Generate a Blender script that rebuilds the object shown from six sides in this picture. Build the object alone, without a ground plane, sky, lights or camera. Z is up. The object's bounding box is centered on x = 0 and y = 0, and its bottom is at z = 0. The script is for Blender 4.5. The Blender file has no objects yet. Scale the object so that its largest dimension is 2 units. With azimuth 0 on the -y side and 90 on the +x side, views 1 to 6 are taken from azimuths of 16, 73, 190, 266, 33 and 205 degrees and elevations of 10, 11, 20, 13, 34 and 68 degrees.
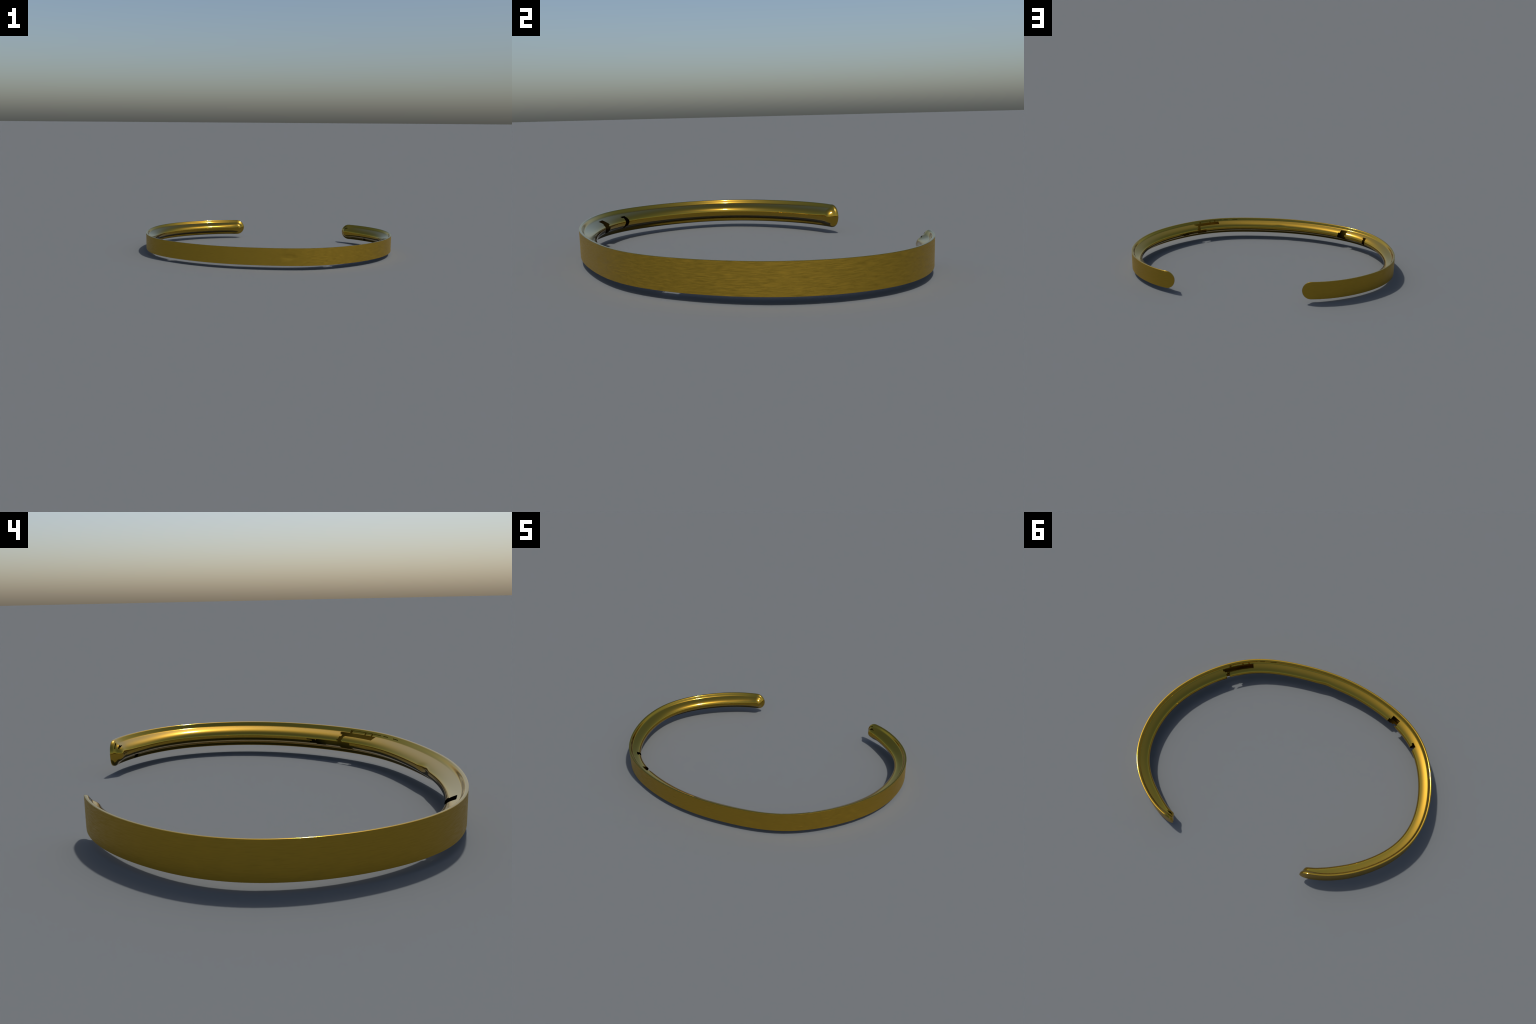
import bpy, math
import numpy as np

# ------------------------------------------------------------------ sizes
Z_LOW, Z_HIGH = 0.0183, 0.1040          # bottom and top edge of the band
R = 0.5 * (Z_HIGH - Z_LOW)              # half width of the band = radius of its rounded ends
Z_MID = 0.5 * (Z_HIGH + Z_LOW)

# plan of the outer face, seen from above: a cubic B-spline from tip to tip
PLAN = [(0.3167, 0.4720), (0.3922, 0.4706), (0.5770, 0.3592), (0.6533, 0.1474),
        (0.6267, -0.0733), (0.5053, -0.2637), (0.3407, -0.4092), (0.1157, -0.4672),
        (-0.1097, -0.4897), (-0.3449, -0.4486), (-0.5477, -0.3522), (-0.6709, -0.1411),
        (-0.7015, 0.0955), (-0.5899, 0.3015), (-0.3980, 0.4379), (-0.2804, 0.4530)]


def bspline(ctrl, n):
    """Clamped uniform cubic B-spline, resampled to even arc length."""
    c = np.array(ctrl, float)
    k = len(c)
    knots = np.concatenate([[0.0] * 3, np.linspace(0, 1, k - 2), [1.0] * 3])
    t = np.linspace(0, 1 - 1e-9, n)
    b = ((t[:, None] >= knots[:-1]) & (t[:, None] < knots[1:])).astype(float)
    for d in range(1, 4):
        nb = np.zeros((n, len(knots) - 1 - d))
        for i in range(nb.shape[1]):
            left, right = knots[i + d] - knots[i], knots[i + d + 1] - knots[i + 1]
            if left > 0:
                nb[:, i] += (t - knots[i]) / left * b[:, i]
            if right > 0:
                nb[:, i] += (knots[i + d + 1] - t) / right * b[:, i + 1]
        b = nb
    p = b @ c
    s = np.r_[0, np.cumsum(np.linalg.norm(np.diff(p, axis=0), axis=1))]
    return s, p


S_TAB, P_TAB = bspline(PLAN, 4000)
LENGTH = S_TAB[-1]
_tan = np.gradient(P_TAB, axis=0)
_tan /= np.linalg.norm(_tan, axis=1)[:, None]


def plan(s):
    s = np.asarray(s, float)
    p = np.stack([np.interp(s, S_TAB, P_TAB[:, i]) for i in (0, 1)], -1)
    t = np.stack([np.interp(s, S_TAB, _tan[:, i]) for i in (0, 1)], -1)
    t /= np.linalg.norm(t, axis=-1, keepdims=True)
    return p, np.stack([-t[..., 1], t[..., 0]], -1)


_, _n = plan(np.array([LENGTH / 2]))
_c, _ = plan(np.array([LENGTH / 2]))
INWARD = 1.0 if float((_n[0] * -_c[0]).sum()) > 0 else -1.0


def fullness(s):
    """How far the cushion stands out: full round the back, leaner towards the tips."""
    e = np.minimum(s, LENGTH - s)
    k = np.clip(e / 0.20, 0, 1)
    return 0.67 + 0.33 * k * k * (3 - 2 * k)


# dents pressed into the band: (arc, height from mid, half length, half height, depth)
FACE_DENTS = [(1.272, 0.0, 0.030, 0.0140, 0.0012)]
CUSHION_DENTS = [(1.512, 0.001, 0.036, 0.0140, 0.0034)]


def dents(s, z, table):
    d = np.zeros_like(s)
    for s0, z0, a, b, depth in table:
        q = ((s - s0) / a) ** 2 + ((z - z0) / b) ** 2
        d += depth * np.exp(-q ** 1.5)
    return d


def surface(s, z, d):
    """s along the band, z from its middle, d depth towards the wrist -> xyz"""
    p, n = plan(s)
    xy = p + INWARD * n * d[..., None]
    return np.concatenate([xy, (z + Z_MID)[..., None]], -1)


# ------------------------------------------------------------------ cross-section
# (inset from the outline, depth behind the outer face)
EDGE = 0.0006
N_CUSHION = 44
T_CREASE, D_CREASE, D_FULL = 0.0145, 0.0165, 0.0520


def bezier(p0, p1, p2, p3, n):
    k = np.linspace(0, 1, n)[:, None]
    p0, p1, p2, p3 = (np.array(p) for p in (p0, p1, p2, p3))
    return [tuple(p) for p in (p0 * (1 - k) ** 3 + 3 * p1 * k * (1 - k) ** 2 + 3 * p2 * k * k * (1 - k) + p3 * k ** 3)]


def profile(tc, dc, lift, full):
    """(inset, depth) from the face round a small edge over the rim, down a steep
    shoulder to the crease, then over the comfort-fit cushion to its middle."""
    q = tc / T_CREASE
    rim = (bezier((EDGE, 0.0), (EDGE * 0.3, 0.0007), (0.0, 0.0012), (0.0, 0.0018), 7)
           + bezier((0.0, 0.0018), (0.0, 0.0058 * q), (0.0006 * q, 0.0074 * q), (0.0024 * q, 0.0086 * q), 10)[1:]
           + bezier((0.0024 * q, 0.0086 * q), (0.0068 * q, 0.0112 * q), (tc - 0.0014 * q, dc - 0.0035 * q), (tc, dc), 15)[1:])
    cushion = bezier((tc, dc), (tc + lift[0], dc + lift[1]), (R - lift[2], full), (R, full), N_CUSHION + 1)
    return np.array(rim), np.array(cushion)


RIM, CUSHION = profile(T_CREASE, D_CREASE, (0.0061, 0.0151, 0.0160), D_FULL)
TIP_RUN = 0.029      # at a tip the same profile is squeezed into this length, so the
                     # cushion's middle line runs on almost to the end of the band

FACE = np.array([(EDGE + (R - EDGE) * k / 14.0, 0.0) for k in range(15)])   # outline -> middle
STEP = 0.0030
S0, S1 = R * 1.02, LENGTH - R * 1.02                                   # where the round ends begin
N_S = int(round((S1 - S0) / STEP))
N_TIP = 40


def outline_ring():
    """Columns of the sweep, (s of centre, cos, sin): upper edge, tip, lower edge, tip."""
    run = np.linspace(S0, S1, N_S + 1)
    turn = np.radians(np.linspace(90, -90, N_TIP + 1)[1:-1])
    ring = [(s, 0.0, 1.0) for s in run]
    ring += [(S1, math.cos(a), math.sin(a)) for a in turn]
    ring += [(s, 0.0, -1.0) for s in run[::-1]]
    ring += [(S0, -math.cos(a), -math.sin(a)) for a in turn]
    return np.array(ring)


def soften(d, weight, first_row, rounds):
    """Let the depth relax near the tips so that no facet is left where the end cap begins."""
    nc = len(d)
    mirror = (2 * N_S + N_TIP - np.arange(nc)) % nc          # the column straight across the middle
    for _ in range(rounds):
        up = np.concatenate([d[:, :1], d[:, :-1]], 1)
        down = np.concatenate([d[:, 1:], d[mirror, -2][:, None]], 1)
        mean = (np.roll(d, 1, 0) + np.roll(d, -1, 0) + up + down) / 4
        step = (mean - d) * weight
        step[:, :first_row] = 0
        d = d + step
    return d


def sweep(rows, dent_table, relax_from=None):
    """Sweep rows (inset, depth) round the outline -> grids of s, z, depth, each (columns, rows).

    Straight runs are columns in s; each tip is a family of half ellipses."""
    ring = outline_ring()
    t, d = rows[None, :, 0], rows[None, :, 1]
    u = t / R
    s = ring[:, 0][:, None] + ring[:, 1][:, None] * (R - TIP_RUN * u)
    z = ring[:, 2][:, None] * (R - t)
    lean = fullness(np.clip(s, 0, LENGTH))
    full = D_CREASE + (D_FULL - D_CREASE) * lean
    dome = full * np.clip(1 - (1 - u) ** 2, 0, 1) ** 0.62      # plain rounded end
    dd = np.minimum(d, D_CREASE) + np.maximum(d - D_CREASE, 0) * lean
    col = (ring[:, 0] + ring[:, 1] * R)[:, None]
    e = np.minimum(col, LENGTH - col)
    k = np.clip(1 - e / (R + 0.002), 0, 1)
    k = k * k * (3 - 2 * k)
    dd = np.where(d > 0, dd * (1 - k) + np.maximum(dome, np.minimum(d, 0.004)) * k, dd)
    if relax_from is not None:
        w = np.clip(1 - (e - 0.02) / 0.075, 0, 1)
        dd = soften(dd, w * w * (3 - 2 * w), relax_from, 480)
    dd = dd + dents(s, z, dent_table) * np.where(d > 0.02, -1, 1)
    return s, z, dd


def mesh_of(s, z, d, t, keep=None, flip=False):
    nc, nr = s.shape
    co = surface(np.clip(s, 0, LENGTH), z, d).reshape(-1, 3)
    i = np.repeat(np.arange(nc), nr - 1)
    k = np.tile(np.arange(nr - 1), nc)
    j = (i + 1) % nc
    faces = np.stack([i * nr + k, j * nr + k, j * nr + k + 1, i * nr + k + 1], 1)
    if flip:
        faces = faces[:, ::-1]
    if keep is not None:
        ti = (t[k] + t[k + 1]) / 2
        faces = faces[keep((s[i, k] + s[j, k + 1]) / 2, np.where(z[i, k] + z[j, k] > 0, ti, 2 * R - ti))]
    return co, faces


def weld(co, faces):
    key = np.round(co, 6)
    _, first, inv = np.unique(key, axis=0, return_index=True, return_inverse=True)
    inv = inv.ravel()
    f = inv[faces]
    out = []
    for q in f.tolist():
        u = [q[k] for k in range(len(q)) if q[k] != q[k - 1]]
        if len(set(u)) == len(u) and len(u) > 2:
            out.append(u)
    return co[first], out


def make(name, co, faces, material, parent):
    co, faces = weld(co, faces)
    me = bpy.data.meshes.new(name)
    me.from_pydata(co.tolist(), [], faces)
    me.validate()
    me.polygons.foreach_set("use_smooth", [True] * len(me.polygons))
    me.materials.append(material)
    me.update()
    ob = bpy.data.objects.new(name, me)
    bpy.context.scene.collection.objects.link(ob)
    ob.parent = parent
    return ob


# ------------------------------------------------------------------ materials
GOLD = (0.465, 0.294, 0.036)


def node(nt, kind, **values):
    n = nt.nodes.new(kind)
    for k, v in values.items():
        if k in n.inputs:
            n.inputs[k].default_value = v
        else:
            setattr(n, k, v)
    return n


def polished_gold(name, rough):
    m = bpy.data.materials.new(name)
    m.use_nodes = True
    nt = m.node_tree
    b = nt.nodes["Principled BSDF"]
    b.inputs["Base Color"].default_value = (*GOLD, 1)
    b.inputs["Metallic"].default_value = 1.0
    b.inputs["Roughness"].default_value = rough
    return m


def brushed_gold(name):
    m = bpy.data.materials.new(name)
    m.use_nodes = True
    nt = m.node_tree
    b = nt.nodes["Principled BSDF"]
    b.inputs["Metallic"].default_value = 1.0
    co = node(nt, "ShaderNodeTexCoord")
    sep = node(nt, "ShaderNodeSeparateXYZ")
    nt.links.new(co.outputs["Object"], sep.inputs[0])
    neg = node(nt, "ShaderNodeMath", operation="MULTIPLY")
    neg.inputs[1].default_value = -1.0
    nt.links.new(sep.outputs[1], neg.inputs[0])
    ang = node(nt, "ShaderNodeMath", operation="ARCTAN2")
    nt.links.new(sep.outputs[0], ang.inputs[0])
    nt.links.new(neg.outputs[0], ang.inputs[1])
    run = node(nt, "ShaderNodeMath", operation="MULTIPLY")
    run.inputs[1].default_value = 0.6                 # mean radius: angle -> metres
    nt.links.new(ang.outputs[0], run.inputs[0])
    along = node(nt, "ShaderNodeCombineXYZ")          # (way round the wrist, height)
    nt.links.new(run.outputs[0], along.inputs[0])
    nt.links.new(sep.outputs[2], along.inputs[1])

    def grain(sx, sy, detail, rough, turn=0.0):
        spin = node(nt, "ShaderNodeVectorRotate", rotation_type="Z_AXIS")
        spin.inputs["Angle"].default_value = turn
        nt.links.new(along.outputs[0], spin.inputs["Vector"])
        mp = node(nt, "ShaderNodeMapping")
        mp.inputs["Scale"].default_value = (sx, sy, 1)
        nt.links.new(spin.outputs[0], mp.inputs[0])
        nz = node(nt, "ShaderNodeTexNoise", Scale=1.0, Detail=detail, Roughness=rough)
        nt.links.new(mp.outputs[0], nz.inputs["Vector"])
        return nz.outputs["Fac"]

    def add(x, y):
        m2 = node(nt, "ShaderNodeMath", operation="ADD")
        nt.links.new(x, m2.inputs[0])
        nt.links.new(y, m2.inputs[1])
        return m2.outputs[0]

    grains = add(add(grain(18, 520, 2, 0.6), grain(30, 460, 2, 0.6, 0.02)), grain(40, 340, 1, 0.5, -0.08))
    ramp = node(nt, "ShaderNodeMapRange")
    ramp.inputs["From Min"].default_value = 1.05
    ramp.inputs["From Max"].default_value = 1.85
    ramp.inputs["To Min"].default_value = 0.32
    ramp.inputs["To Max"].default_value = 0.60
    nt.links.new(grains, ramp.inputs["Value"])
    nt.links.new(ramp.outputs[0], b.inputs["Roughness"])
    b.inputs["Base Color"].default_value = (*GOLD, 1)
    bump = node(nt, "ShaderNodeBump", Strength=0.2, Distance=0.0004)      # faint waviness
    nt.links.new(grain(14, 60, 1, 0.4, 0.2), bump.inputs["Height"])
    nt.links.new(bump.outputs[0], b.inputs["Normal"])
    return m


# ------------------------------------------------------------------ build
bracelet = bpy.data.objects.new("cuff_bracelet", None)
bpy.context.scene.collection.objects.link(bracelet)
bracelet["label"] = "open gold cuff bracelet, brushed outside, polished rounded inside"
bracelet["category"] = "bracelet"

satin = brushed_gold("brushed_gold")
mirror = polished_gold("polished_gold", 0.09)

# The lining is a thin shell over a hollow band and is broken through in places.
# Every break is a few cells (from s, to s, from w, to w): s runs along the band, w from
# the upper edge round the inside to the lower edge.
BREAKS = [
    # long slit on the upper shoulder, with dashes carrying on beyond it
    (1.0250, 1.1610, 0.0062, 0.0086), (1.1740, 1.1985, 0.0062, 0.0086), (1.2265, 1.2550, 0.0062, 0.0086),
    (1.0250, 1.0320, 0.0086, 0.0160), (1.0860, 1.0920, 0.0086, 0.0160), (1.1170, 1.1230, 0.0086, 0.0160),
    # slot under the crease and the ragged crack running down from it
    (1.0120, 1.1400, 0.0145, 0.0235), (0.9890, 1.0120, 0.0145, 0.0185), (0.9950, 1.0030, 0.0185, 0.0205),
    (1.0030, 1.0170, 0.0185, 0.0250), (0.9970, 1.0140, 0.0250, 0.0330), (0.9920, 1.0110, 0.0330, 0.0385),
    (0.9970, 1.0150, 0.0385, 0.0420), (0.9960, 1.0500, 0.0420, 0.0580), (1.0000, 1.0560, 0.0580, 0.0650),
    (0.8640, 0.9000, 0.0425, 0.0455), (0.8850, 0.9960, 0.0455, 0.0510), (0.9050, 0.9960, 0.0420, 0.0455),
    (0.8760, 0.9700, 0.0510, 0.0565), (0.9000, 0.9400, 0.0565, 0.0620), (0.9700, 0.9960, 0.0510, 0.0545),
    # two gaps across the cushion further round
    (1.8830, 1.9255, 0.0175, 0.0270), (1.8740, 1.9260, 0.0270, 0.0340), (1.8735, 1.9180, 0.0340, 0.0420),
    (1.8700, 1.9270, 0.0420, 0.0560), (1.8880, 1.9330, 0.0560, 0.0610), (1.9000, 1.9360, 0.0610, 0.0655),
    (2.0515, 2.0765, 0.0215, 0.0260), (2.0590, 2.0815, 0.0260, 0.0340), (2.0580, 2.0830, 0.0340, 0.0470),
    (2.0550, 2.0810, 0.0470, 0.0560), (2.0600, 2.0750, 0.0560, 0.0660),
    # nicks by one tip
    (0.1550, 0.1730, 0.0715, 0.0825), (0.0120, 0.0330, 0.0066, 0.0094),
    (0.0200, 0.0310, 0.0160, 0.0190), (0.0290, 0.0410, 0.0165, 0.0205), (0.0400, 0.0500, 0.0190, 0.0208),
]


def solid(s, w):
    ok = np.ones(len(s), bool)
    for s0, s1, w0, w1 in BREAKS:
        ok &= ~((s > s0) & (s < s1) & (w > w0) & (w < w1))
    return ok


make("outer_face", *mesh_of(*sweep(FACE, FACE_DENTS), FACE[:, 0]), satin, bracelet)

# rim and cushion are one swept lining, parted along the crease
LINING = np.vstack([RIM, CUSHION[1:]])
n_rim = len(RIM)
s, z, d = sweep(LINING, CUSHION_DENTS, relax_from=9)
make("rim", *mesh_of(s[:, :n_rim], z[:, :n_rim], d[:, :n_rim], LINING[:n_rim, 0], solid, True), mirror, bracelet)
make("inner_cushion", *mesh_of(s[:, n_rim - 1:], z[:, n_rim - 1:], d[:, n_rim - 1:], LINING[n_rim - 1:, 0], solid, True), mirror, bracelet)
